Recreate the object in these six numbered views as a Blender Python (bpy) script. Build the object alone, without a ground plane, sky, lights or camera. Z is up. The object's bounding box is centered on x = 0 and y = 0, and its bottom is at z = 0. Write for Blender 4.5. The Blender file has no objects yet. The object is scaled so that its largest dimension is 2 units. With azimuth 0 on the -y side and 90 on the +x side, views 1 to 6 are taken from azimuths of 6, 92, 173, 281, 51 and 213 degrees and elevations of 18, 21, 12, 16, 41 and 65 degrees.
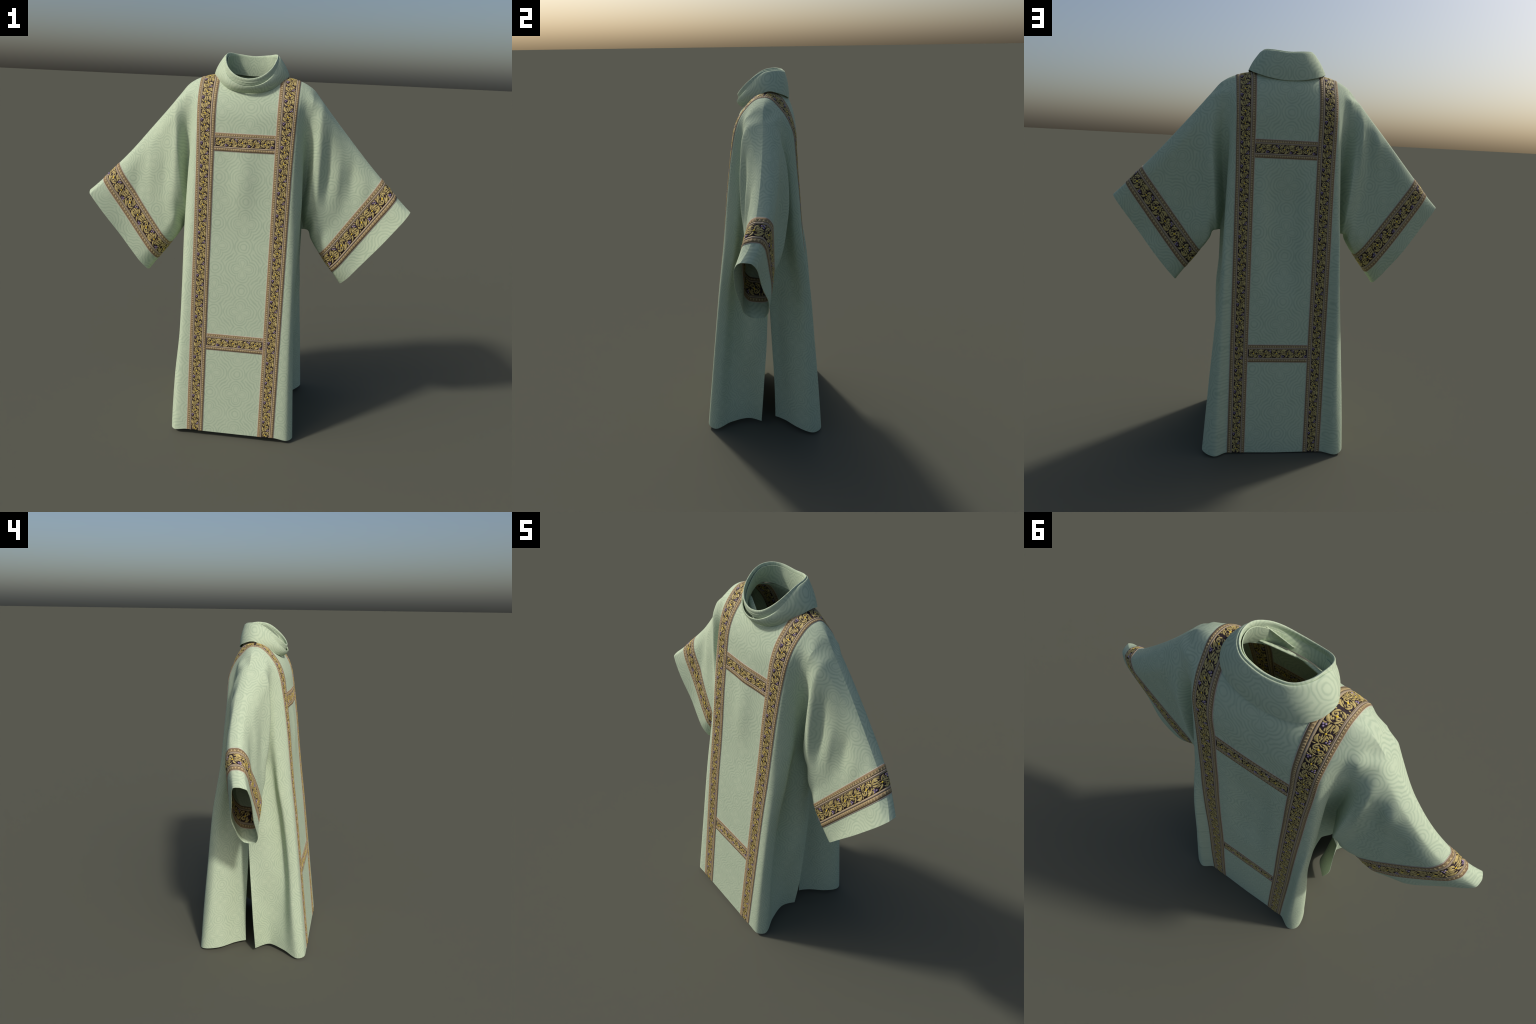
"""Sage-green brocade dalmatic (wide-sleeved tunic) with gold orphrey bands and a rolled collar."""
import bpy
import math
import random
import numpy as np

rng = random.Random(7)
CLOTH = 0.0030           # thickness of the brocade
LIFT = 0.0012            # the bands lie this far proud of the cloth


# ------------------------------------------------------------------ splines
def akima(keys, vals, at):
    """Akima spline through vals (n, ...) at parameters keys, evaluated at `at` (m,)."""
    k = np.asarray(keys, float)
    v = np.asarray(vals, float)
    n = len(k)
    h = np.diff(k)
    shape = (n - 1,) + (1,) * (v.ndim - 1)
    m = np.diff(v, axis=0) / h.reshape(shape)
    if n == 2:
        d = np.concatenate([m, m])
    else:
        a = 2 * m[0] - m[1]
        b = 2 * a - m[0]
        c = 2 * m[-1] - m[-2]
        e = 2 * c - m[-1]
        mm = np.concatenate([[b, a], m, [c, e]])
        w1 = np.abs(mm[3:] - mm[2:-1]) + 0.35 * np.abs(mm[3:] + mm[2:-1]) * 0.5 + 1e-6
        w2 = np.abs(mm[1:-2] - mm[:-3]) + 0.35 * np.abs(mm[1:-2] + mm[:-3]) * 0.5 + 1e-6
        d = (w1 * mm[1:-2] + w2 * mm[2:-1]) / (w1 + w2)
    at = np.asarray(at, float)
    i = np.clip(np.searchsorted(k, at, side="right") - 1, 0, n - 2)
    hh = h[i].reshape((-1,) + (1,) * (v.ndim - 1))
    t = ((at - k[i]) / h[i]).reshape((-1,) + (1,) * (v.ndim - 1))
    t2, t3 = t * t, t * t * t
    return ((2 * t3 - 3 * t2 + 1) * v[i] + (t3 - 2 * t2 + t) * hh * d[i]
            + (-2 * t3 + 3 * t2) * v[i + 1] + (t3 - t2) * hh * d[i + 1])


def net(ukeys, vkeys, pts, u, v):
    """Surface through a control net pts[row(v)][col(u)] -> array (len(v), len(u), 3)."""
    along_v = akima(vkeys, pts, v)
    return akima(ukeys, along_v.transpose(1, 0, 2), u).transpose(1, 0, 2)


def smooth(x):
    x = np.clip(x, 0, 1)
    return x * x * (3 - 2 * x)


def unit(a):
    return a / np.maximum(np.linalg.norm(a, axis=-1, keepdims=True), 1e-9)


# ------------------------------------------------------------------ torso
# One half of a panel is a net of curves: columns run from the middle to the
# side seam (or, above the underarm, to the valley where the sleeve begins);
# rows are heights.
COLUMN = [0.0, 0.15, 0.24, 0.285, 0.33, 0.40, 0.47, 0.54]
ROW = [0.0, 0.30, 0.60, 0.90, 1.115, 1.25, 1.40, 1.55, 1.68, 1.78, 1.86, 1.96]
UNDERARM = 4

TOP = [(0.155, 0.030, 1.897), (0.250, 0.022, 1.876), (0.270, 0.022, 1.869), (0.285, 0.022, 1.862), (0.300, 0.022, 1.853), (0.317, 0.022, 1.841), (0.335, 0.022, 1.823)]

FRONT = {
    0.00: [(0, -.335, .030), (.15, -.335, .030), (.240, -.335, .032), (.303, -.332, .020), (.341, -.281, .014), (.295, -.197, .030), (.264, -.110, .034), (.290, -.020, .034)],
    0.30: [(0, -.304), (.15, -.304), (.240, -.304), (.293, -.300), (.323, -.252), (.270, -.180), (.272, -.080), (.304, -.001)],
    0.60: [(0, -.270), (.15, -.270), (.240, -.270), (.285, -.265), (.305, -.221), (.255, -.160), (.311, -.064), (.299, .021)],
    0.90: [(0, -.236), (.15, -.236), (.240, -.235), (.279, -.226), (.298, -.184), (.253, -.134), (.313, -.048), (.298, .030)],
    1.115: [(0, -.206), (.15, -.208), (.240, -.206), (.275, -.192), (.299, -.146), (.264, -.102), (.299, -.024), (.302, .036)],
    1.25: [(0, -.190), (.15, -.193), (.240, -.190), (.272, -.172), (.299, -.130), (.282, -.086), (.284, -.034), (.292, .002)],
    1.40: [(0, -.176), (.15, -.178), (.240, -.173), (.269, -.152), (.294, -.110), (.293, -.076), (.296, -.046), (.310, -.024)],
    1.55: [(0, -.161), (.15, -.159), (.242, -.153), (.265, -.132), (.284, -.098), (.291, -.075), (.299, -.058), (.311, -.048)],
    1.68: [(0, -.146), (.15, -.142), (.245, -.130), (.262, -.112), (.276, -.094), (.287, -.083), (.298, -.076), (.311, -.072)],
    1.78: [(0, -.116), (.15, -.109), (.248, -.098), (.265, -.087), (.280, -.078), (.293, -.073), (.305, -.070), (.318, -.067)],
    1.86: [(0, -.090, 1.818), (.15, -.045, 1.860), (.250, -.042, 1.850), (.269, -.038, 1.843), (.285, -.035, 1.836), (.299, -.033, 1.829), (.311, -.031, 1.821), (.323, -.029, 1.810)],
    1.96: [(0, -.078, 1.836)] + TOP,
}
BACK = {
    0.00: [(0, .300, .004), (.15, .298, .005), (.240, .297, .005), (.303, .333, .006), (.361, .292, .014), (.335, .197, .026), (.267, .117, .028), (.236, .062, .028)],
    0.30: [(0, .278), (.15, .277), (.240, .279), (.300, .311), (.345, .260), (.308, .180), (.250, .110), (.235, .057)],
    0.60: [(0, .251), (.15, .251), (.240, .254), (.291, .284), (.322, .230), (.282, .160), (.240, .097), (.240, .044)],
    0.90: [(0, .235), (.15, .234), (.240, .237), (.284, .256), (.297, .210), (.254, .150), (.238, .090), (.262, .034)],
    1.115: [(0, .220), (.15, .219), (.240, .221), (.279, .221), (.286, .178), (.238, .128), (.240, .080), (.302, .036)],
    1.25: [(0, .209), (.15, .207), (.240, .207), (.274, .199), (.282, .166), (.246, .122), (.250, .080), (.282, .040)],
    1.40: [(0, .198), (.15, .197), (.240, .194), (.269, .182), (.277, .154), (.256, .119), (.266, .082), (.295, .054)],
    1.55: [(0, .187), (.15, .184), (.242, .179), (.264, .164), (.273, .145), (.273, .120), (.285, .098), (.307, .080)],
    1.68: [(0, .180), (.15, .179), (.243, .167), (.261, .150), (.275, .131), (.288, .117), (.299, .108), (.312, .102)],
    1.78: [(0, .164), (.15, .156), (.246, .131), (.263, .121), (.279, .109), (.292, .103), (.304, .099), (.316, .095)],
    1.86: [(0, .139, 1.854), (.15, .113, 1.862), (.248, .073, 1.852), (.268, .069, 1.845), (.285, .065, 1.837), (.299, .061, 1.829), (.311, .057, 1.821), (.322, .053, 1.810)],
    1.96: [(0, .128, 1.890)] + TOP,
}


def panel(rows, side, tweak=None):
    p = np.array([[(q[0], q[1], q[2] if len(q) > 2 else z) for q in rows[z]] for z in ROW])
    if tweak:
        for (r, c), d in tweak.items():
            p[ROW.index(r), c] += d
    p[..., 0] *= side
    return p


# The left half of the real garment hangs a little differently from the right.
TWEAK = {
    ("front", -1): {(0.0, 4): (-.008, 0, 0), (0.0, 5): (-.008, 0, 0), (0.0, 6): (-.016, -.006, 0), (0.0, 7): (.026, -.003, .003),
                    (0.30, 4): (.004, 0, 0), (0.30, 5): (-.005, -.005, 0), (0.30, 6): (-.004, -.012, 0), (0.30, 7): (.039, -.007, 0),
                    (0.60, 5): (.000, -.010, 0), (0.60, 6): (-.006, -.006, 0), (0.60, 7): (.039, -.007, 0),
                    (0.90, 4): (.004, 0, 0), (0.90, 5): (.010, 0, 0), (1.115, 5): (.010, 0, 0), (0.90, 6): (.012, 0, 0), (0.90, 7): (.034, 0, 0),
                    (1.115, 4): (.004, 0, 0), (1.115, 6): (.020, 0, 0)},
    ("front", 1): {},
    ("back", -1): {(0.0, 4): (-.003, .004, .004), (0.0, 3): (.010, -.003, 0), (0.0, 7): (-.004, -.006, 0)},
    ("back", 1): {},
}
PANEL = {(f, s): panel(FRONT if f == "front" else BACK, s, TWEAK[f, s]) for f in ("front", "back") for s in (1, -1)}


def folds_torso(P, face, side):
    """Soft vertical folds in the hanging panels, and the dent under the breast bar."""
    x, z = np.abs(P[..., 0]), P[..., 2]
    out = -1 if face == "front" else 1
    d = np.zeros_like(x)
    if face == "front":
        d += 0.011 * np.exp(-(x / 0.055) ** 2 - ((z - 1.38) / 0.17) ** 2)
    else:
        d += -0.021 * np.exp(-(x / 0.085) ** 4 - ((z - 1.12) / 0.28) ** 4)
    P[..., 1] += out * d
    return P


# ------------------------------------------------------------------ sleeves
S_KEY = [0.0, 0.176, 0.382, 0.579, 0.713, 0.877, 1.0]
T_KEY = [0.0, 0.06, 0.18, 0.38, 0.60, 0.82, 0.95, 1.0]
RIDGE = [(.335, 1.823), (.420, 1.722), (.520, 1.608), (.620, 1.497), (.695, 1.419), (.782, 1.331), (.851, 1.268)]
UNDER = [(.290, 1.115), (.342, 1.108), (.356, 1.072), (.380, 1.034), (.403, 1.005), (.481, .904), (.528, .840)]
ROUND = {"front": [0.0, 0.040, 0.15, 0.37, 0.60, 0.835, 0.972, 1.0],      # how far down the section each T_KEY lies
         "back": [0.0, 0.018, 0.135, 0.37, 0.60, 0.835, 0.978, 1.0]}
DEPTH = {   # y of the sleeve, rows = stations from armhole to cuff, columns = seam to underside
    ("front", 1): [
        (.021, -.036, -.066, -.080, -.086, -.064, .000, .032),
        (.018, -.010, -.040, -.062, -.078, -.078, -.034, .020),
        (.010, -.012, -.037, -.052, -.068, -.076, -.044, .012),
        (.000, -.024, -.045, -.058, -.070, -.082, -.058, .008),
        (-.020, -.056, -.070, -.073, -.077, -.083, -.060, .000),
        (-.062, -.082, -.099, -.099, -.096, -.086, -.052, -.010)],
    ("back", 1): [
        (.021, .060, .102, .120, .126, .124, .098, .032),
        (.018, .064, .096, .094, .094, .108, .096, .020),
        (.010, .060, .086, .081, .077, .086, .076, .012),
        (.000, .050, .072, .072, .071, .070, .054, .008),
        (-.020, .020, .040, .050, .056, .056, .038, .000),
        (-.062, -.016, .008, .025, .042, .044, .025, -.010)],
    ("front", -1): [
        (.026, -.034, -.064, -.078, -.084, -.062, .000, .032),
        (.028, -.004, -.034, -.058, -.074, -.076, -.034, .020),
        (.026, -.004, -.026, -.042, -.058, -.068, -.042, .010),
        (.008, -.016, -.036, -.046, -.060, -.070, -.048, .000),
        (-.014, -.042, -.052, -.055, -.064, -.070, -.048, -.012),
        (-.036, -.072, -.076, -.076, -.077, -.075, -.058, -.024)],
    ("back", -1): [
        (.026, .066, .100, .116, .124, .122, .098, .032),
        (.028, .072, .094, .096, .100, .110, .098, .020),
        (.026, .068, .090, .094, .096, .102, .084, .010),
        (.008, .054, .080, .088, .092, .090, .062, .000),
        (-.014, .024, .050, .064, .072, .070, .042, -.012),
        (-.036, .000, .018, .036, .047, .040, .016, -.024)],
}
# hanging folds: x of the fold, its width, height (m, outward), middle z, reach in z
FOLD = {
    ("front", 1): [(.372, .018, .011, 1.47, .22), (.420, .020, -.012, 1.47, .18), (.475, .022, .008, 1.43, .13), (.540, .024, -.009, 1.43, .09), (.605, .03, .007, 1.37, .08)],
    ("front", -1): [(.365, .02, .010, 1.50, .20), (.430, .03, -.009, 1.38, .16), (.510, .03, .008, 1.42, .14), (.59, .03, -.006, 1.33, .09)],
    ("back", 1): [(.365, .02, .005, 1.50, .20), (.43, .03, -.004, 1.42, .15)],
    ("back", -1): [(.345, .018, -.007, 1.58, .18), (.385, .015, .012, 1.60, .14), (.430, .018, -.009, 1.54, .12), (.475, .022, .010, 1.58, .09), (.55, .03, -.006, 1.44, .1)],
}


def sleeve(face, side, armhole, s, t):
    """Sleeve sheet from the armhole column (already sampled over t) out to the cuff."""
    ridge, under = akima(S_KEY, RIDGE, s), akima(S_KEY, UNDER, s)
    if side == -1:                                     # the left sleeve stands a little higher along its seam
        ridge[:, 1] += .003 * np.exp(-((s - .42) / .22) ** 2)
    depth = akima(S_KEY[1:], DEPTH[face, side], s)                        # (s, tkeys)
    depth = akima(T_KEY, depth.T, t).T
    # the round of the section gathers the sheet towards its two edges
    w = akima(T_KEY, ROUND[face], t)
    xz = ridge[:, None] * (1 - w)[None, :, None] + under[:, None] * w[None, :, None]
    P = np.stack([xz[..., 0], depth, xz[..., 1]], -1)
    for x0, wid, amp, zc, zr in FOLD[face, side]:
        edge = np.clip(np.sin(math.pi * np.clip(t, 0, 1)), 0, 1)[None, :] ** 0.7 * np.clip((1 - s) / 0.25, 0, 1)[:, None]
        bump = amp * np.exp(-((P[..., 0] - x0) / wid) ** 2 - ((P[..., 2] - zc) / zr) ** 2) * edge
        P[..., 1] += (-1 if face == "front" else 1) * bump
    ripple = .0045 * np.sin(2 * math.pi * (1.6 * t + (.1 if side == 1 else .35)))
    P[..., 1] += (ripple * np.sin(math.pi * np.clip(t, 0, 1)))[None] * smooth((s - .82) / .18)[:, None]
    P[..., 0] *= side
    # join: the first stations lean over to the armhole column itself
    k = smooth(1 - s / 0.085)
    own = np.stack([armhole[:, 0], armhole[:, 1], armhole[:, 2]], -1)
    delta = own - P[0]
    return P + k[:, None, None] * delta[None]


# ------------------------------------------------------------------ sampling
NS, NT = 90, 84
U = np.concatenate([np.linspace(0, .15, 14)[:-1], np.linspace(.15, .24, 10)[:-1], np.linspace(.24, .54, 34)])
V_LOW = np.linspace(0, 1.115, 110)
V_UP = np.linspace(1.115, 1.96, NT + 1)
V = np.concatenate([V_LOW[:-1], V_UP])
S = np.linspace(0, 1, NS)
SLIT_TOP = 0.98


def torso_pair(side, u, v):
    """Front and back half sheets, sewn together at the side seam and along the shoulder."""
    full = np.append(u, .54) if u[-1] < .54 else u
    f, b = (folds_torso(net(COLUMN, ROW, PANEL[k, side], full, v), k, side) for k in ("front", "back"))
    seam = smooth((v - SLIT_TOP + .16) / .16) * (v <= 1.115)
    top = (np.abs(v - 1.96) < 1e-6) * 1.0
    mid = (f[:, -1] + b[:, -1]) / 2
    for sheet in (f, b):
        d = (mid - sheet[:, -1]) * seam[:, None]
        sheet += d[:, None] * np.clip((full - .37) / .17, 0, 1)[None, :, None] ** 2
    tm = (f + b) / 2
    # the neckline is cut round, not pointed
    x = np.abs(f[:, :, 0])
    arc = 1 - np.sqrt(np.clip(1 - (x / .155) ** 2, 0, 1))
    lift = smooth((v - 1.865) / .095)[:, None] * (full < .15)[None]
    for sheet, y0, z0 in ((f, -.078, 1.836), (b, .128, 1.890)):
        for axis, e0, e1 in ((1, y0, .030), (2, z0, 1.897)):
            k = (np.abs(v - 1.96)).argmin() if v[-1] > 1.959 else None
            if k is None:
                continue
            want = e0 + (e1 - e0) * arc[k]
            sheet[:, :, axis] += lift * (want - sheet[k, :, axis])[None]
    tm = (f + b) / 2
    for sheet in (f, b):
        k = top[:, None] * (full >= .1499)[None]
        sheet += (tm - sheet) * k[..., None]
    return f[:, : len(u)], b[:, : len(u)]


SHEET, SLEEVE = {}, {}
for side in (1, -1):
    f, b = torso_pair(side, U, V)
    z = f[len(V_LOW) - 1:, -1, 2]
    T = ((z.max() - z) / (z.max() - z.min()))[::-1].copy()
    for face, sheet in (("front", f), ("back", b)):
        SHEET[face, side] = sheet
        SLEEVE[face, side] = sleeve(face, side, sheet[len(V_LOW) - 1:, -1][::-1], S, T)
    for k in (0, -1):                                   # the sleeve seams, top and underneath
        m = (SLEEVE["front", side][:, k] + SLEEVE["back", side][:, k]) / 2
        SLEEVE["front", side][:, k] = m
        SLEEVE["back", side][:, k] = m


# ------------------------------------------------------------------ welding and parts
class Body:
    """Gathers grids of points into one welded surface with shared normals."""

    def __init__(self):
        self.p, self.index, self.faces, self.part = [], {}, [], []

    def vert(self, q):
        key = (round(q[0] * 10000), round(q[1] * 10000), round(q[2] * 10000))
        if key not in self.index:
            self.index[key] = len(self.p)
            self.p.append(q)
        return self.index[key]

    def grid(self, P, part, outward):
        n = np.cross(P[1:, :-1] - P[:-1, :-1], P[:-1, 1:] - P[:-1, :-1]).reshape(-1, 3).sum(0)
        flip = float(n @ np.array(outward)) < 0
        ids = [[self.vert(q) for q in row] for row in P.tolist()]
        for i in range(len(ids) - 1):
            for j in range(len(ids[0]) - 1):
                f = [ids[i][j], ids[i + 1][j], ids[i + 1][j + 1], ids[i][j + 1]]
                f = [a for k, a in enumerate(f) if a != f[k - 1]]
                if len(set(f)) == len(f) >= 3:
                    self.faces.append(f[::-1] if flip else f)
                    self.part.append(part)


def face_normals(p, faces):
    a = np.array([f if len(f) == 4 else f + [f[0]] for f in faces])
    q = p[a]
    n = np.cross(q[:, 2] - q[:, 0], q[:, 3] - q[:, 1])
    tri = np.array([len(f) == 3 for f in faces])
    n[tri] = np.cross(q[tri, 1] - q[tri, 0], q[tri, 2] - q[tri, 0])
    return n


def vertex_normals(p, faces):
    fn, n = face_normals(p, faces), np.zeros_like(p)
    for size in (3, 4):
        sel = [i for i, f in enumerate(faces) if len(f) == size]
        if sel:
            idx = np.array([faces[i] for i in sel])
            for k in range(size):
                np.add.at(n, idx[:, k], fn[sel])
    return unit(n)


def make_mesh(name, p, faces, material, normals=None, smooth_shade=True):
    me = bpy.data.meshes.new(name)
    me.from_pydata([tuple(q) for q in np.asarray(p).tolist()], [], faces)
    me.polygons.foreach_set("use_smooth", [smooth_shade] * len(faces))
    me.materials.append(material)
    if normals is not None:
        me.normals_split_custom_set_from_vertices([tuple(q) for q in np.asarray(normals).tolist()])
    me.update()
    return me


def add_object(name, mesh, parent=None):
    o = bpy.data.objects.new(name, mesh)
    bpy.context.scene.collection.objects.link(o)
    if parent is not None:
        o.parent = parent
    return o


def thick_parts(p, faces, parts, thickness):
    """Give a welded sheet its thickness; return {part: (points, faces, normals)} with an edge where the cloth ends."""
    p = np.asarray(p)
    n = vertex_normals(p, faces)
    inner = p - n * thickness
    count = {}
    for f in faces:
        for k in range(len(f)):
            e = (f[k], f[(k + 1) % len(f)])
            count[tuple(sorted(e))] = count.get(tuple(sorted(e)), 0) + 1
    out = {}
    for part in sorted(set(parts)):
        mine = [f for f, q in zip(faces, parts) if q == part]
        used = sorted({i for f in mine for i in f})
        local = {g: k for k, g in enumerate(used)}
        m = len(used)
        pts = list(p[used]) + list(inner[used])
        nor = list(n[used]) + list(-n[used])
        fs = [[local[i] for i in f] for f in mine] + [[local[i] + m for i in f[::-1]] for f in mine]
        for f in mine:
            for k in range(len(f)):
                a, b = f[k], f[(k + 1) % len(f)]
                if count[tuple(sorted((a, b)))] == 1:
                    side = unit(np.cross(p[b] - p[a], n[a] + n[b]))
                    base = len(pts)
                    pts += [p[a], p[b], inner[b], inner[a]]
                    nor += [unit(side + .7 * n[a]), unit(side + .7 * n[b]), unit(side - .7 * n[b]), unit(side - .7 * n[a])]
                    fs.append([base + 1, base, base + 3, base + 2])
        out[part] = (np.array(pts), fs, np.array(nor))
    return out


# ------------------------------------------------------------------ node helpers
class Nodes:
    def __init__(self, name):
        self.mat = bpy.data.materials.new(name)
        self.mat.use_nodes = True
        self.t = self.mat.node_tree
        self.bsdf = self.t.nodes["Principled BSDF"]

    def node(self, kind, **inputs):
        n = self.t.nodes.new(kind)
        for k, v in inputs.items():
            self.put(n, k, v)
        return n

    def put(self, n, k, v):
        s = n.inputs[int(k[1:])] if k[0] == "i" and k[1:].isdigit() else n.inputs[k.replace("_", " ")]
        if isinstance(v, bpy.types.NodeSocket):
            self.t.links.new(v, s)
        else:
            s.default_value = v

    def m(self, op, a, b=0.0, c=0.0, clamp=False):
        n = self.t.nodes.new("ShaderNodeMath")
        n.operation, n.use_clamp = op, clamp
        for i, v in enumerate((a, b, c)):
            if i < len(n.inputs):
                self.put(n, f"i{i}", v)
        return n.outputs[0]

    def mix(self, f, a, b):
        n = self.t.nodes.new("ShaderNodeMix")
        n.data_type = "RGBA"
        self.put(n, "i0", f)
        for k, v in ((6, a), (7, b)):
            self.put(n, f"i{k}", v if isinstance(v, bpy.types.NodeSocket) else (*v, 1.0))
        return n.outputs[2]

    def length(self, a, b):
        return self.m("SQRT", self.m("ADD", self.m("MULTIPLY", a, a), self.m("MULTIPLY", b, b)))

    def noise(self, vec, scale, detail=2.0, rough=.5):
        n = self.node("ShaderNodeTexNoise", Scale=scale, Detail=detail, Roughness=rough)
        if vec is not None:
            self.put(n, "Vector", vec)
        return n.outputs["Fac"]

    def xyz(self):
        tc = self.t.nodes.new("ShaderNodeTexCoord")
        sp = self.node("ShaderNodeSeparateXYZ", i0=tc.outputs["Object"])
        return tc.outputs["Object"], sp.outputs[0], sp.outputs[1], sp.outputs[2]

    def finish(self, colour, rough=.8, bump=None, strength=.2, distance=.001, spec=.2, sheen=0.0):
        self.put(self.bsdf, "Base Color", colour if isinstance(colour, bpy.types.NodeSocket) else (*colour, 1.0))
        self.bsdf.inputs["Roughness"].default_value = rough
        self.bsdf.inputs["Specular IOR Level"].default_value = spec
        if sheen:
            self.bsdf.inputs["Sheen Weight"].default_value = sheen
        if bump is not None:
            b = self.node("ShaderNodeBump", Strength=strength, Distance=distance, Height=bump)
            self.t.links.new(b.outputs[0], self.bsdf.inputs["Normal"])
        return self.mat


GREEN_LIGHT = (.490, .575, .415)
GREEN_LINE = (.350, .445, .318)
CELL_W, CELL_H = .141, .1145            # half the damask repeat


def damask(name, kind):
    """Sage brocade with a woven half-drop lattice of quatrefoils and roundels, drawn as contour lines."""
    g = Nodes(name)
    obj, x, y, z = g.xyz()
    ax, ay = g.m("ABSOLUTE", x), g.m("ABSOLUTE", y)
    if kind == "body":
        # width measured round the corner of the panel: across the front, then back along the side
        front = g.m("MULTIPLY_ADD", z, -.1165, .337)
        back = g.m("MULTIPLY_ADD", z, -.072, .301)
        reach = g.m("ADD", back, g.m("MULTIPLY", g.m("LESS_THAN", y, 0.02), g.m("SUBTRACT", front, back)))
        aside = g.m("MULTIPLY", g.m("MAXIMUM", g.m("SUBTRACT", g.m("ADD", reach, .026), ay), 0.0), 1.28)
        aside = g.m("MULTIPLY", aside, g.m("DIVIDE", g.m("SUBTRACT", ax, .17), .06, clamp=True))
        is_front = g.m("LESS_THAN", y, 0.02)
        shifted = g.m("ABSOLUTE", g.m("SUBTRACT", x, g.m("MULTIPLY_ADD", is_front, .038, -.016)))
        flank = g.m("MULTIPLY", g.m("DIVIDE", g.m("SUBTRACT", g.m("SUBTRACT", reach, .02), ay), .04, clamp=True),
                    g.m("MULTIPLY", g.m("DIVIDE", g.m("SUBTRACT", ax, .17), .06, clamp=True), g.m("DIVIDE", g.m("SUBTRACT", 1.7, z), .1, clamp=True)))
        across = g.m("SMOOTH_MIN", shifted, .300, .03)
        across = g.m("ADD", across, g.m("MULTIPLY", flank, g.m("SUBTRACT", .293, across)))
        u = g.m("ADD", across, aside)
        over = g.m("MULTIPLY", g.m("MAXIMUM", g.m("SUBTRACT", .14, ay), 0.0), g.m("DIVIDE", g.m("SUBTRACT", z, 1.66), .12, clamp=True))
        v = g.m("ADD", g.m("MULTIPLY_ADD", over, .55, z), g.m("MULTIPLY_ADD", is_front, -.949 + 1.594, -1.594))
    elif kind == "sleeve":
        # the sleeve is cut straight out from the shoulder, so its pattern turns down with the arm
        a = math.radians(41)
        u = g.m("ADD", g.m("MULTIPLY", ax, math.cos(a)), g.m("MULTIPLY", z, -math.sin(a)))
        v = g.m("ADD", g.m("MULTIPLY", ax, math.sin(a)), g.m("MULTIPLY", z, math.cos(a)))
        depth = g.m("MINIMUM", g.m("ABSOLUTE", g.m("SUBTRACT", y, .012)), .075)
        v = g.m("SUBTRACT", v, g.m("MULTIPLY", depth, .9))
    else:
        turn = g.m("ARCTAN2", ax, g.m("MULTIPLY", y, -1.0))
        u = g.m("MULTIPLY", turn, .155)
        v = g.m("ADD", z, g.m("MULTIPLY", y, -.42))
    wob = g.m("MULTIPLY", g.m("SUBTRACT", g.noise(obj, 34.0, 2.0), .5), .013)
    wob2 = g.m("MULTIPLY", g.m("SUBTRACT", g.noise(obj, 29.0, 2.0), .5), .013)
    a = g.m("PINGPONG", g.m("ADD", u, wob), CELL_W)
    b = g.m("PINGPONG", g.m("ADD", v, wob2), CELL_H)
    other = g.m("GREATER_THAN", g.m("ADD", g.m("DIVIDE", a, CELL_W), g.m("DIVIDE", b, CELL_H)), 1.0)
    a = g.m("ABSOLUTE", g.m("SUBTRACT", a, g.m("MULTIPLY", other, CELL_W)))
    b = g.m("ABSOLUTE", g.m("SUBTRACT", b, g.m("MULTIPLY", other, CELL_H)))
    lobe = .036
    quat = g.m("SUBTRACT", g.m("MINIMUM", g.length(g.m("SUBTRACT", a, lobe), b), g.length(a, g.m("SUBTRACT", b, lobe))), lobe)
    dot = g.m("SUBTRACT", g.m("MINIMUM", g.length(a, g.m("SUBTRACT", b, CELL_H)), g.length(g.m("SUBTRACT", a, CELL_W), b)), .031)
    field = g.m("SMOOTH_MIN", quat, dot, .010)

    def stroke(d, width):
        k = g.m("SUBTRACT", 1.0, g.m("DIVIDE", g.m("ABSOLUTE", d), width), clamp=True)
        return g.m("MULTIPLY", g.m("MULTIPLY", k, k), g.m("MULTIPLY_ADD", k, -2.0, 3.0))
    period = .0148
    rings = stroke(g.m("PINGPONG", field, period / 2), .0056)
    rings = g.m("MULTIPLY", rings, g.m("MAXIMUM", g.m("GREATER_THAN", field, -.006), g.m("LESS_THAN", g.m("ABSOLUTE", g.m("ADD", dot, .0148)), .006)))
    eye = g.m("SUBTRACT", g.length(a, b), .022)
    petal = g.m("SUBTRACT", g.m("MINIMUM", g.length(g.m("SUBTRACT", a, .033), b), g.length(a, g.m("SUBTRACT", b, .033))), .0245)
    petal = g.m("MINIMUM", petal, eye)

    def drop(along, across):
        neck = g.m("MAXIMUM", g.m("MULTIPLY_ADD", along, -.38, across), g.m("SUBTRACT", along, .034))
        return g.m("MINIMUM", neck, g.m("SUBTRACT", g.length(g.m("SUBTRACT", along, .034), across), .0130))
    clover = g.m("MINIMUM", drop(a, b), drop(b, a))
    inner = g.m("MAXIMUM", stroke(petal, .0056), g.m("MULTIPLY", stroke(clover, .0046), .8))
    inner = g.m("MULTIPLY", inner, g.m("LESS_THAN", quat, -.004))
    line = g.m("MAXIMUM", rings, g.m("MULTIPLY", inner, .9))
    fade = g.m("MULTIPLY_ADD", g.noise(obj, 17.0, 2.0), 1.3, .2, clamp=True)
    line = g.m("MULTIPLY", line, fade)
    mottle = g.noise(obj, 70.0, 3.0, .6)
    weave = g.noise(obj, 900.0, 1.0)
    col = g.mix(g.m("MULTIPLY", line, .74), GREEN_LIGHT, GREEN_LINE)
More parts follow.
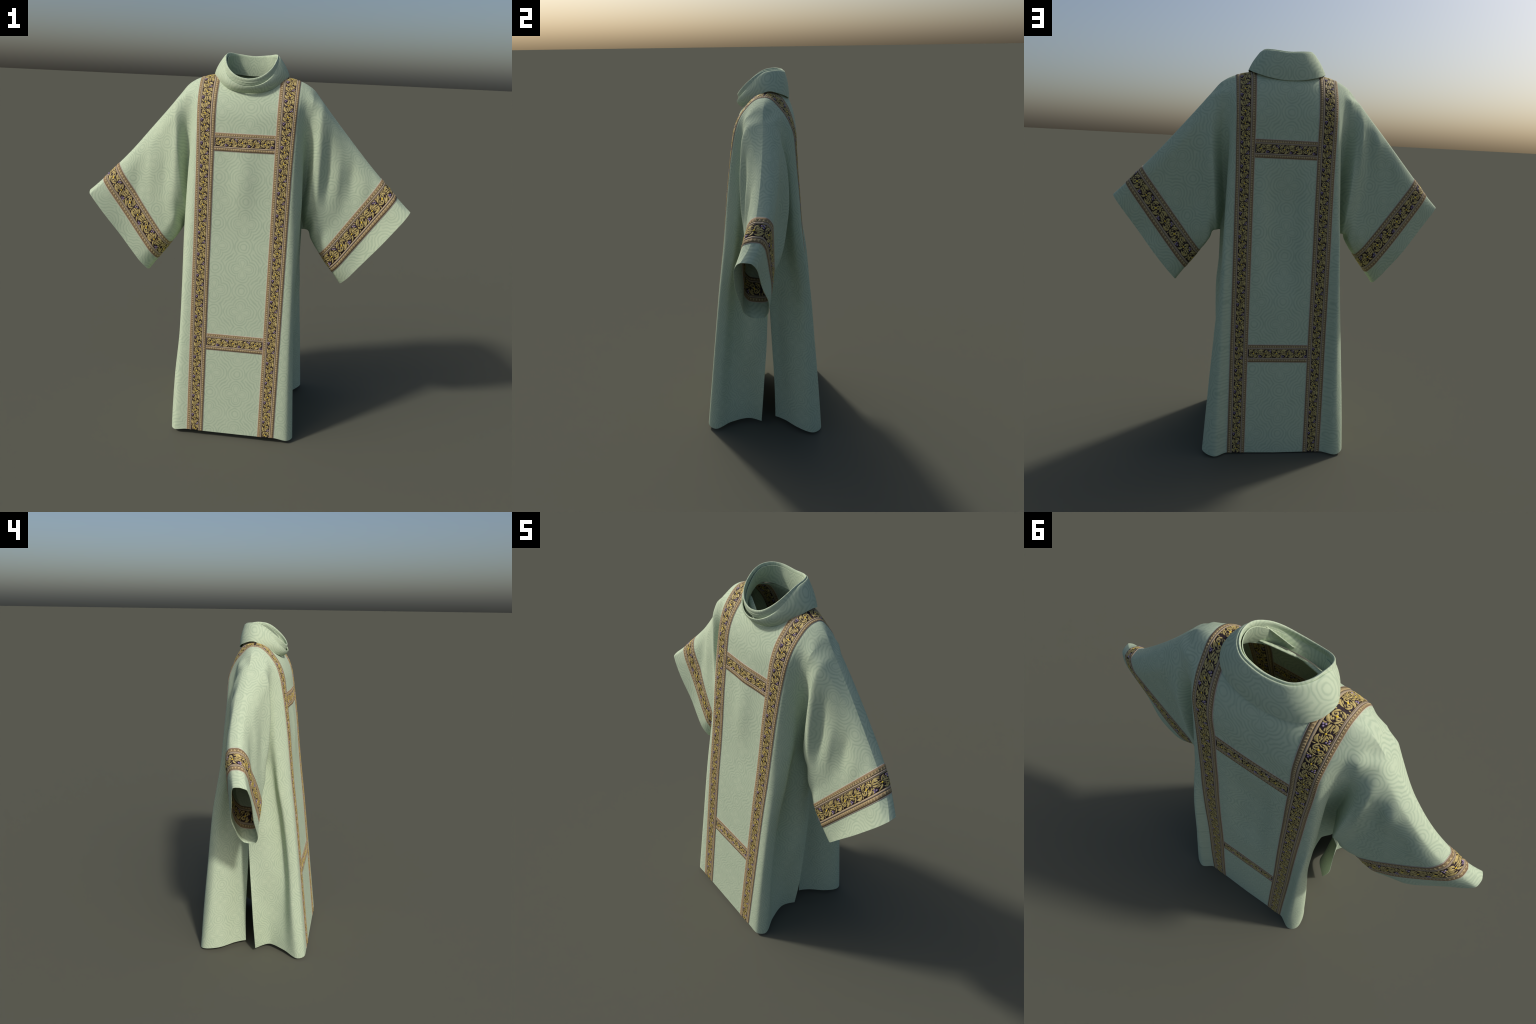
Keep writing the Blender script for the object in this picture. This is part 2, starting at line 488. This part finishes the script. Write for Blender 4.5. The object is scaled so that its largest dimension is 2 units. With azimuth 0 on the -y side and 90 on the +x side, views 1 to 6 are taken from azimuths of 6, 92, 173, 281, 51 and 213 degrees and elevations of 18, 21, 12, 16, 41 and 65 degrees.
    col = g.mix(g.m("MULTIPLY", g.m("SUBTRACT", mottle, .40, clamp=True), .6), col, tuple(c * .84 for c in GREEN_LIGHT))
    height = g.m("ADD", g.m("MULTIPLY", line, -.5), g.m("ADD", g.m("MULTIPLY", mottle, .3), g.m("MULTIPLY", weave, .15)))
    return g.finish(col, .82, height, .25, .0012, .15)


BODY_CLOTH, SLEEVE_CLOTH, COLLAR_CLOTH = damask("sage_damask", "body"), damask("sleeve_damask", "sleeve"), damask("collar_damask", "collar")


def thread(name, light, dark, scale, rough=.7, spec=.25, bump=.3):
    g = Nodes(name)
    obj, *_ = g.xyz()
    n = g.noise(obj, scale, 2.0, .6)
    f = g.m("MULTIPLY_ADD", g.m("SUBTRACT", n, .5), 2.4, .5, clamp=True)
    return g.finish(g.mix(f, dark, light), rough, n, bump, .001, spec)


GROUND = thread("aubergine_ground", (.045, .027, .034), (.020, .012, .015), 260.0)
GOLD = thread("gold_thread", (.630, .505, .205), (.340, .250, .075), 120.0, .6, .3)
STRAW = thread("straw_thread", (.560, .440, .240), (.390, .285, .140), 240.0)
BRAID = thread("brown_braid", (.300, .215, .115), (.185, .125, .062), 380.0)
MAUVE = thread("mauve_ribbon", (.405, .325, .245), (.310, .245, .165), 420.0)
PALE = thread("pale_edging", (.580, .490, .420), (.480, .390, .330), 200.0)
YELLOW = thread("yellow_silk", (.860, .640, .060), (.740, .480, .030), 150.0)
LILAC = thread("lilac_silk", (.400, .320, .460), (.230, .160, .300), 200.0)

# ------------------------------------------------------------------ the garment
garment = bpy.data.objects.new("dalmatic", None)
garment.empty_display_size = .2
bpy.context.scene.collection.objects.link(garment)
garment["label"] = "sage green brocade dalmatic with gold orphrey bands"
garment["category"] = "liturgical vestment"

body = Body()
for (face, side), sheet in SHEET.items():
    out = (0, -1, 0) if face == "front" else (0, 1, 0)
    body.grid(sheet, face, out)
    body.grid(SLEEVE[face, side], f"sleeve{side}", out)
for part, (p, fs, n) in thick_parts(body.p, body.faces, body.part, CLOTH).items():
    name = {"front": "front_panel", "back": "back_panel"}.get(part, "sleeve")
    mesh = make_mesh(name, p, fs, SLEEVE_CLOTH if name == "sleeve" else BODY_CLOTH, n)
    add_object(name, mesh, garment)


# ------------------------------------------------------------------ collar
def ring(keys, n):
    """Closed smooth ring through half-ring keys (back centre ... front centre), mirrored."""
    half = np.array(keys, float)
    other = half[1:-1][::-1] * np.array([-1, 1, 1])
    loop = np.concatenate([half, other])
    m = len(loop)
    idx = np.arange(-3, m + 4)
    return akima(idx, loop[idx % m], np.linspace(0, m, n, endpoint=False))


NR = 144
RIM = [(0, .115, 1.990), (.062, .109, 1.995), (.106, .082, 2.000), (.127, .038, 1.998), (.130, -.014, 1.980), (.114, -.070, 1.939), (.068, -.112, 1.897), (0, -.125, 1.880)]
HEM = [(0, .1435, 1.856), (.080, .1390, 1.863), (.150, .114, 1.882), (.184, .068, 1.899), (.188, .025, 1.898), (.160, -.032, 1.866), (.095, -.085, 1.826), (0, -.104, 1.811)]
NECK = [(0, .112, 1.896), (.072, .106, 1.900), (.126, .078, 1.908), (.148, .040, 1.908), (.146, -.002, 1.893), (.123, -.048, 1.864), (.075, -.084, 1.842), (0, -.096, 1.834)]
rim, hem, neck = ring(RIM, NR), ring(HEM, NR), ring(NECK, NR)
centre = np.array([0, 0, 1.9])


def inset(r, d, dz=0.0):
    o = r.copy()
    flat = o - np.array([0, 0.0, 0])
    t = np.roll(o, -1, 0) - np.roll(o, 1, 0)
    nrm = unit(np.stack([t[:, 1], -t[:, 0], 0 * t[:, 0]], -1))
    sign = np.sign((nrm * (o - o.mean(0))).sum())
    o += -nrm * sign * d
    o[:, 2] += dz
    return o


def tube(name, rings, material, parent, thickness=CLOTH):
    """A band of cloth running through a stack of rings."""
    P = np.array(rings)
    m, n = P.shape[:2]
    faces = [[i * n + j, i * n + (j + 1) % n, (i + 1) * n + (j + 1) % n, (i + 1) * n + j] for i in range(m - 1) for j in range(n)]
    p = P.reshape(-1, 3)
    fn = face_normals(p, faces)
    # outward: away from the axis of the neck, judged on the first band of faces
    c = p[np.array(faces)].mean(1) - np.array([0, 0, 1.9])
    c[:, 2] = 0
    if (fn[:n] * c[:n]).sum() < 0:
        faces = [f[::-1] for f in faces]
    (q, fs, nor), = thick_parts(p, faces, ["x"] * len(faces), thickness).values()
    return add_object(name, make_mesh(name, q, fs, material, nor), parent)


def between(a, b, k, bulge=0.0):
    r = a * (1 - k) + b * k
    return inset(r, -bulge * math.sin(math.pi * k))


frontness = smooth((.055 - rim[:, 1]) / .16)[:, None]         # 0 at the nape, 1 under the chin
# the fall: the outer layer, its folded top edge sinking below the rim under the chin
fall_top = inset(rim, -.006, -.005) + frontness ** 1.5 * np.array([0, 0, -.031])
slope = hem - rim
fall = [inset(fall_top, .007, -.010), inset(fall_top, .0055, -.003), inset(fall_top, .003, .0), fall_top + np.array([0, 0, -.002])]
fall += [between(fall_top, hem, k, .006) for k in np.linspace(.06, 1, 20)]
collar = add_object("collar", None, garment) if False else tube("collar", fall[::-1], COLLAR_CLOTH, garment)

# the stand: rises inside from the neckline and rolls over at the rim
roll = [inset(rim, 0.0055, -.020), inset(rim, .0068, -.010), inset(rim, .0055, -.003), inset(rim, .003, 0.0), inset(rim, .0005, -.002), inset(rim, -.0005, -.008)]
stand = [between(inset(rim, .0055, -.020), neck, k, -.004) for k in np.linspace(1, .06, 18)] + roll
stand += [rim * (1 - k) + hem * k + np.array([0, 0, -.006]) for k in (.1, .2, .3, .4)]
tube("collar_stand", stand[::-1], COLLAR_CLOTH, collar)

# the inner facing: a loose second layer inside the stand
low = smooth((.03 - rim[:, 1]) / .12)[:, None]
face_top = inset(rim, .010, -.013) + low * np.array([0, 0, -.016])
face_low = inset(neck, .003, -.004)
facing = [between(face_top, face_low, k, -.002) for k in np.linspace(0, 1, 16)]
tube("collar_facing", facing, COLLAR_CLOTH, collar, .0025)


# a loose end of the facing stands away from the wall under the chin
def flap_point(k, w):
    top = spine([(.120, -.052, 1.930), (.088, -.070, 1.895), (.034, -.078, 1.866)], 24)[k]
    low = spine([(.122, -.050, 1.900), (.092, -.084, 1.862), (.036, -.094, 1.844)], 24)[k]
    return top * (1 - w) + low * w


def spine(points, n):
    """A smooth line through two, three (bent) or more control points."""
    p = np.array(points, float)
    if len(p) == 2:
        t = np.linspace(0, 1, n)[:, None]
        return p[0] * (1 - t) + p[1] * t
    if len(p) == 3:
        t = np.linspace(0, 1, n)[:, None]
        return (1 - t) ** 2 * p[0] + 2 * t * (1 - t) * p[1] + t * t * p[2]
    return akima(np.arange(len(p)), p, np.linspace(0, len(p) - 1, n))


flap = Body()
flap.grid(np.array([[flap_point(k, w) for w in np.linspace(0, 1, 8)] for k in range(24)]), "flap", (0, 1, 0))
(fp, ff, fn_), = thick_parts(flap.p, flap.faces, flap.part, CLOTH).values()
add_object("collar_flap", make_mesh("collar_flap", fp, ff, COLLAR_CLOTH, fn_), collar)


# ------------------------------------------------------------------ orphrey bands
class Strip:
    """A band laid on the cloth: (a across 0..1, b metres along, h height) -> point."""

    def __init__(self, grid, outward):
        self.g = np.asarray(grid)                       # (along, across, 3)
        mid = self.g[:, self.g.shape[1] // 2]
        self.arc = np.concatenate([[0], np.cumsum(np.linalg.norm(np.diff(mid, axis=0), axis=1))])
        du, dv = np.gradient(self.g, axis=0), np.gradient(self.g, axis=1)
        n = unit(np.cross(du, dv))
        c = n[len(n) // 4, n.shape[1] // 2]
        self.n = n * (1 if c @ np.array(outward) > 0 else -1)
        self.width = float(np.median(np.linalg.norm(self.g[:, -1] - self.g[:, 0], axis=1)))
        self.length = self.arc[-1]

    def at(self, a, b, h):
        a, b, h = np.broadcast_arrays(*(np.asarray(q, float) for q in (a, b, h)))
        n, m = self.g.shape[:2]
        b = np.clip(b, 0, self.length)
        i = np.clip(np.searchsorted(self.arc, b, side="right") - 1, 0, n - 2)
        fb = ((b - self.arc[i]) / np.maximum(self.arc[i + 1] - self.arc[i], 1e-9))[..., None]
        ja = np.clip(a, 0, 1) * (m - 1)
        j = np.clip(ja.astype(int), 0, m - 2)
        fa = (ja - j)[..., None]
        def lerp(T):
            return (T[i, j] * (1 - fa) + T[i, j + 1] * fa) * (1 - fb) + (T[i + 1, j] * (1 - fa) + T[i + 1, j + 1] * fa) * fb
        return lerp(self.g) + unit(lerp(self.n)) * h[..., None]


class Pile:
    """Points and faces of many small pieces, gathered for one mesh."""

    def __init__(self):
        self.p, self.f, self.n = [], [], 0

    def add(self, pts, faces):
        pts = np.asarray(pts).reshape(-1, 3)
        self.p.append(pts)
        self.f += [[i + self.n for i in f] for f in faces]
        self.n += len(pts)

    def mesh(self, name, material, smooth_shade=True):
        return make_mesh(name, np.concatenate(self.p), self.f, material, None, smooth_shade)


def tape(pile, st, a0, a1, h, sign, base):
    """A flat woven tape between a0 and a1 of the band, with edges turned down to the cloth."""
    b = st.arc
    m = max(2, int(round((a1 - a0) * 12)) + 1)
    aa = np.concatenate([[a0], np.linspace(a0, a1, m), [a1]])
    hh = np.concatenate([[base - .0008], np.full(m, base + h), [base - .0008]])
    P = st.at(aa[None], b[:, None], sign * hh[None] - (CLOTH if sign < 0 else 0))
    r, c = P.shape[:2]
    fs = [[i * c + j, (i + 1) * c + j, (i + 1) * c + j + 1, i * c + j + 1] for i in range(r - 1) for j in range(c - 1)]
    pile.add(P, fs)


ZONE = .265                          # braid and ribbon take this share at each edge; the scroll runs between


def curl(cx, cy, r, start, turns, sgn, n=13):
    k = np.linspace(0, 1, n)
    a = start + sgn * turns * 2 * math.pi * k
    rr = r * (1 - .78 * k)
    return np.stack([cx + rr * np.cos(a), cy + rr * np.sin(a)], -1)


# one repeat of the vine, in units of half the scroll's width; x runs along the band
REPEAT = 4.8
def bow(radius, start, stop, n=6):
    """Control points of a leaf that hugs the rose."""
    return [(radius * math.cos(math.radians(q)), radius * math.sin(math.radians(q))) for q in np.linspace(start, stop, n)]


LEAF = [   # spine, greatest width
    # the rose: leaves bent round it
    (bow(.86, 92, 178), .34), (bow(.86, 182, 232), .24), (bow(.86, 268, 358), .34), (bow(.86, 2, 52), .24),
    (bow(.60, 95, 160), .18), (bow(.60, 275, 340), .18),
    ([(-.95, .55), (-1.15, .80), (-1.45, .92)], .20), ([(.95, -.52), (1.12, -.84), (.80, -.98)], .20),
    # the spray between two roses
    ([(1.02, .42), (1.50, .98), (2.22, .62)], .46),
    ([(1.05, .22), (1.60, .16), (2.28, .30)], .22),
    ([(1.05, .02), (1.62, -.28), (2.22, -.12)], .28),
    ([(2.46, .12), (2.44, .66), (2.98, .86)], .30),
    ([(2.62, .08), (2.95, .22), (3.12, .58)], .22),
    ([(2.34, -.22), (2.34, -.70), (1.78, -.90)], .30),
    ([(2.16, -.30), (1.92, -.44), (1.62, -.40)], .18),
    ([(3.74, -.40), (3.22, -1.0), (2.52, -.66)], .46),
    ([(3.70, -.22), (3.18, -.22), (2.56, -.34)], .22),
    ([(3.72, -.04), (3.20, .22), (2.62, .06)], .26),
    ([(2.28, .84), (2.12, .98), (1.96, .98)], .14),
]
STEM = [
    ([(.92, .30), (1.30, .34), (1.80, .08), (2.40, -.06), (3.00, -.08), (3.50, -.34), (3.86, -.30)], .11),
]
CURL = [(-.30, -.30, .42, 2.9, 1.35, 1), (.30, .30, .40, -.3, 1.3, 1)]
BERRY = [(1.22, -.52), (1.50, -.70), (1.20, -.82), (3.58, .40), (3.30, .68), (3.62, .74)]
FLOWER = [(0.0, 0.0, .17), (2.42, -.05, .14)]


def fill_gaps():
    """Small extra leaves wherever the repeat of the vine still shows bare ground."""
    pick = random.Random(23)
    taken = []
    for pts, w in LEAF + STEM:
        taken += [(x, y, w * .42) for x, y in spine(pts, 9)]
    for c in CURL:
        taken += [(x, y, .13) for x, y in curl(*c)]
    taken += [(x, y, .15) for x, y in BERRY] + [(x, y, r) for x, y, r in FLOWER]
    extra = []
    for _ in range(900):
        x, y = pick.uniform(-1.3, REPEAT - 1.3), pick.uniform(-.88, .88)

        def room(px, py):
            return min(math.hypot((px - qx + REPEAT / 2) % REPEAT - REPEAT / 2, py - qy) - r for qx, qy, r in taken)
        if room(x, y) < .095:
            continue
        best = max(((room(x + .26 * math.cos(a), y + .26 * math.sin(a)) + room(x - .16 * math.cos(a), y - .16 * math.sin(a)), a)
                    for a in (pick.uniform(0, 2 * math.pi) for _ in range(14))), key=lambda q: q[0])
        a = best[1]
        bend = pick.uniform(-.12, .12)
        tip = (x + .26 * math.cos(a), max(-.98, min(.98, y + .26 * math.sin(a))))
        leaf = ([(x - .16 * math.cos(a), y - .16 * math.sin(a)), (x - bend * math.sin(a), y + bend * math.cos(a)), tip], pick.uniform(.17, .24))
        extra.append(leaf)
        taken.extend((px, py, .10) for px, py in spine(leaf[0], 6))
    return extra


LEAF += fill_gaps()


def blade(pile, st, pts, width, b0, unit_len, sign, base, round_tip=False, lift=.0016, outline=None, level=0.0):
    if outline is not None:                             # couched dark thread round every motif
        blade(outline, st, pts, width + .17, b0, unit_len, sign, base, round_tip, .0003, None, level)
        level += .00016
    c = np.array(pts)
    c = c[(b0 + c[:, 0] * unit_len > .003) & (b0 + c[:, 0] * unit_len < st.length - .003)]
    if len(c) < 3:
        return
    d = unit(np.gradient(c, axis=0))
    side = np.stack([-d[:, 1], d[:, 0]], -1)
    k = np.linspace(0, 1, len(c))
    w = (np.full(len(c), .5) if round_tip else np.sin(math.pi * k ** .8) ** .75 * .5)
    w[0], w[-1] = .08, .05 if not round_tip else .3
    off = side * (w * width)[:, None]
    P = np.stack([c + off, c, c - off], 1)
    a = .5 + P[..., 1] * (.5 - ZONE) * 1.0
    b = b0 + P[..., 0] * unit_len
    edge, top = .0003 + level, lift + level
    hh = np.tile(np.array([edge, top, edge]), (len(c), 1))
    Q = st.at(a, b, sign * (base + hh) - (CLOTH if sign < 0 else 0))
    n = len(c)
    fs = [[i * 3 + j, (i + 1) * 3 + j, (i + 1) * 3 + j + 1, i * 3 + j + 1] for i in range(n - 1) for j in (0, 1)]
    pile.add(Q, fs)


def stud(pile, st, x, y, r, b0, unit_len, sign, base, sides=6, lift=.0018):
    ang = np.arange(sides) * 2 * math.pi / sides
    px = np.concatenate([x + r * np.cos(ang), x + .6 * r * np.cos(ang), [x]])
    py = np.concatenate([y + r * np.sin(ang), y + .6 * r * np.sin(ang), [y]])
    hh = np.concatenate([np.zeros(sides), np.full(sides, lift * .8), [lift]])
    Q = st.at(.5 + py * (.5 - ZONE) * 1.0, b0 + px * unit_len, sign * (base + hh) - (CLOTH if sign < 0 else 0))
    fs = [[i, (i + 1) % sides, sides + (i + 1) % sides, sides + i] for i in range(sides)]
    fs += [[sides + i, sides + (i + 1) % sides, 2 * sides] for i in range(sides)]
    pile.add(Q, fs)


def orphrey(lengths, base=LIFT, start=.24):
    """One orphrey band made of one or more lengths of the same woven tape (grid, outward direction)."""
    ground, braid, ribbon, edging, gold, straw, berry, flower, outline = (Pile() for _ in range(9))
    for st in (Strip(*q) for q in lengths):
        for sign in (1, -1):
            tape(ground, st, ZONE - .004, 1 - ZONE + .004, 0, sign, base)
            for lo, hi, h, pile in ((.0, .026, .0002, edging), (.022, .178, .0005, braid), (.174, .192, .0003, ground), (.188, .250, .0009, ribbon), (.247, ZONE, .0006, straw)):
                tape(pile, st, lo, hi, h, sign, base)
                tape(pile, st, 1 - hi, 1 - lo, h, sign, base)
            pitch = st.width * .128
            count = max(1, int(round(st.length / pitch)))
            pitch = st.length / count
            for edge in (0, 1):
                for i in range(count):
                    b0 = (i + .5) * pitch
                    for a_in, a_out, half, h in ((.168, .062, .49, .0014), (.050, .088, .0, 0)):
                        if half == 0:
                            continue
                        aa = np.array([a_in, a_in, a_out, (a_in * 2 + a_out) / 3])
                        bb = b0 + pitch * np.array([-half, half, 0, 0])
                        hh = base + .0005 + np.array([.0002, .0002, .0002, h])
                        Q = st.at(aa if edge == 0 else 1 - aa, bb, sign * hh - (CLOTH if sign < 0 else 0))
                        straw.add(Q, [[0, 1, 3], [1, 2, 3], [2, 0, 3]])
            step = st.width * 1.244
            scale = step / REPEAT
            count = int(st.length / step) + 1
            for i in range(-2, count + 1):
                b0 = (i + start) * step
                def inside_band(x):
                    return .004 < b0 + x * scale < st.length - .004
                for k, (pts, w) in enumerate(LEAF):
                    blade(gold, st, spine(pts, 8), w * rng.uniform(.86, 1.02), b0, scale, sign, base, outline=outline, level=.00008 * (k * 7 % 11))
                for pts, w in STEM:
                    blade(gold, st, spine(pts, 12), w, b0, scale, sign, base, True, .0010, outline=outline, level=.0009)
                for c in CURL:
                    blade(gold, st, curl(*c), .19, b0, scale, sign, base, True, .0013, outline=outline, level=.0011)
                for x, y in BERRY:
                    if inside_band(x):
                        stud(berry, st, x, y, .135, b0, scale, sign, base + .0012)
                for x, y, r in FLOWER:
                    if inside_band(x):
                        stud(flower, st, x, y, r, b0, scale, sign, base + .0020, 5, .0014)
    band = add_object("orphrey_band", ground.mesh("orphrey_band", GROUND), garment)
    for name, pile, mat, many in (("edging", edging, PALE, False), ("braid", braid, BRAID, False), ("ribbon", ribbon, MAUVE, False),
                                  ("braid_stitch", straw, STRAW, True), ("scroll_leaf", gold, GOLD, True), ("couched_outline", outline, GROUND, True),
                                  ("berry", berry, LILAC, True), ("flower", flower, YELLOW, True)):
        o = add_object(name, pile.mesh(name, mat, name not in ("braid_stitch",)), band)
        if many:
            o["kind"] = "stuff"
    return band


# two long bands: each runs down the front and down the back from the shoulder
A = np.linspace(.15, .24, 13)
ROWS = np.concatenate([np.linspace(0, 1.7, 260)[:-1], np.linspace(1.7, 1.96, 90)])
for side in (-1, 1):
    f, b = torso_pair(side, A, ROWS)
    f, b = f[::-1], b[::-1]                                             # shoulder first
    orphrey([(f if side == 1 else f[:, ::-1], (0, -1, 0)), (b if side == -1 else b[:, ::-1], (0, 1, 0))])

# four cross bars
X = np.linspace(0, .15, 31)
for face, hi, lo, out in (("front", 1.622, 1.532, (0, -1, 0)), ("front", .592, .501, (0, -1, 0)), ("back", 1.580, 1.490, (0, 1, 0)), ("back", .574, .482, (0, 1, 0))):
    rows = np.linspace(lo, hi, 13)
    k = 0 if face == "front" else 1
    right, left = torso_pair(1, X, rows)[k], torso_pair(-1, X, rows)[k]
    g = np.concatenate([left[:, ::-1][:, :-1], right], 1)              # (across, along)
    if face == "back":
        g = g[:, ::-1]
    orphrey([(g.transpose(1, 0, 2), out)], base=LIFT - .0006)

# two sleeve bands
BAND_S = np.linspace(.713, .877, 13)
for side in (-1, 1):
    f, b = (akima(S, SLEEVE[face, side], BAND_S)[::-1] for face in ("front", "back"))
    loop = np.concatenate([f[:, ::-1], b[:, 1:]], 1)                     # underarm, up the front, over the seam, down the back
    orphrey([(loop.transpose(1, 0, 2), (0, -1, 0))])
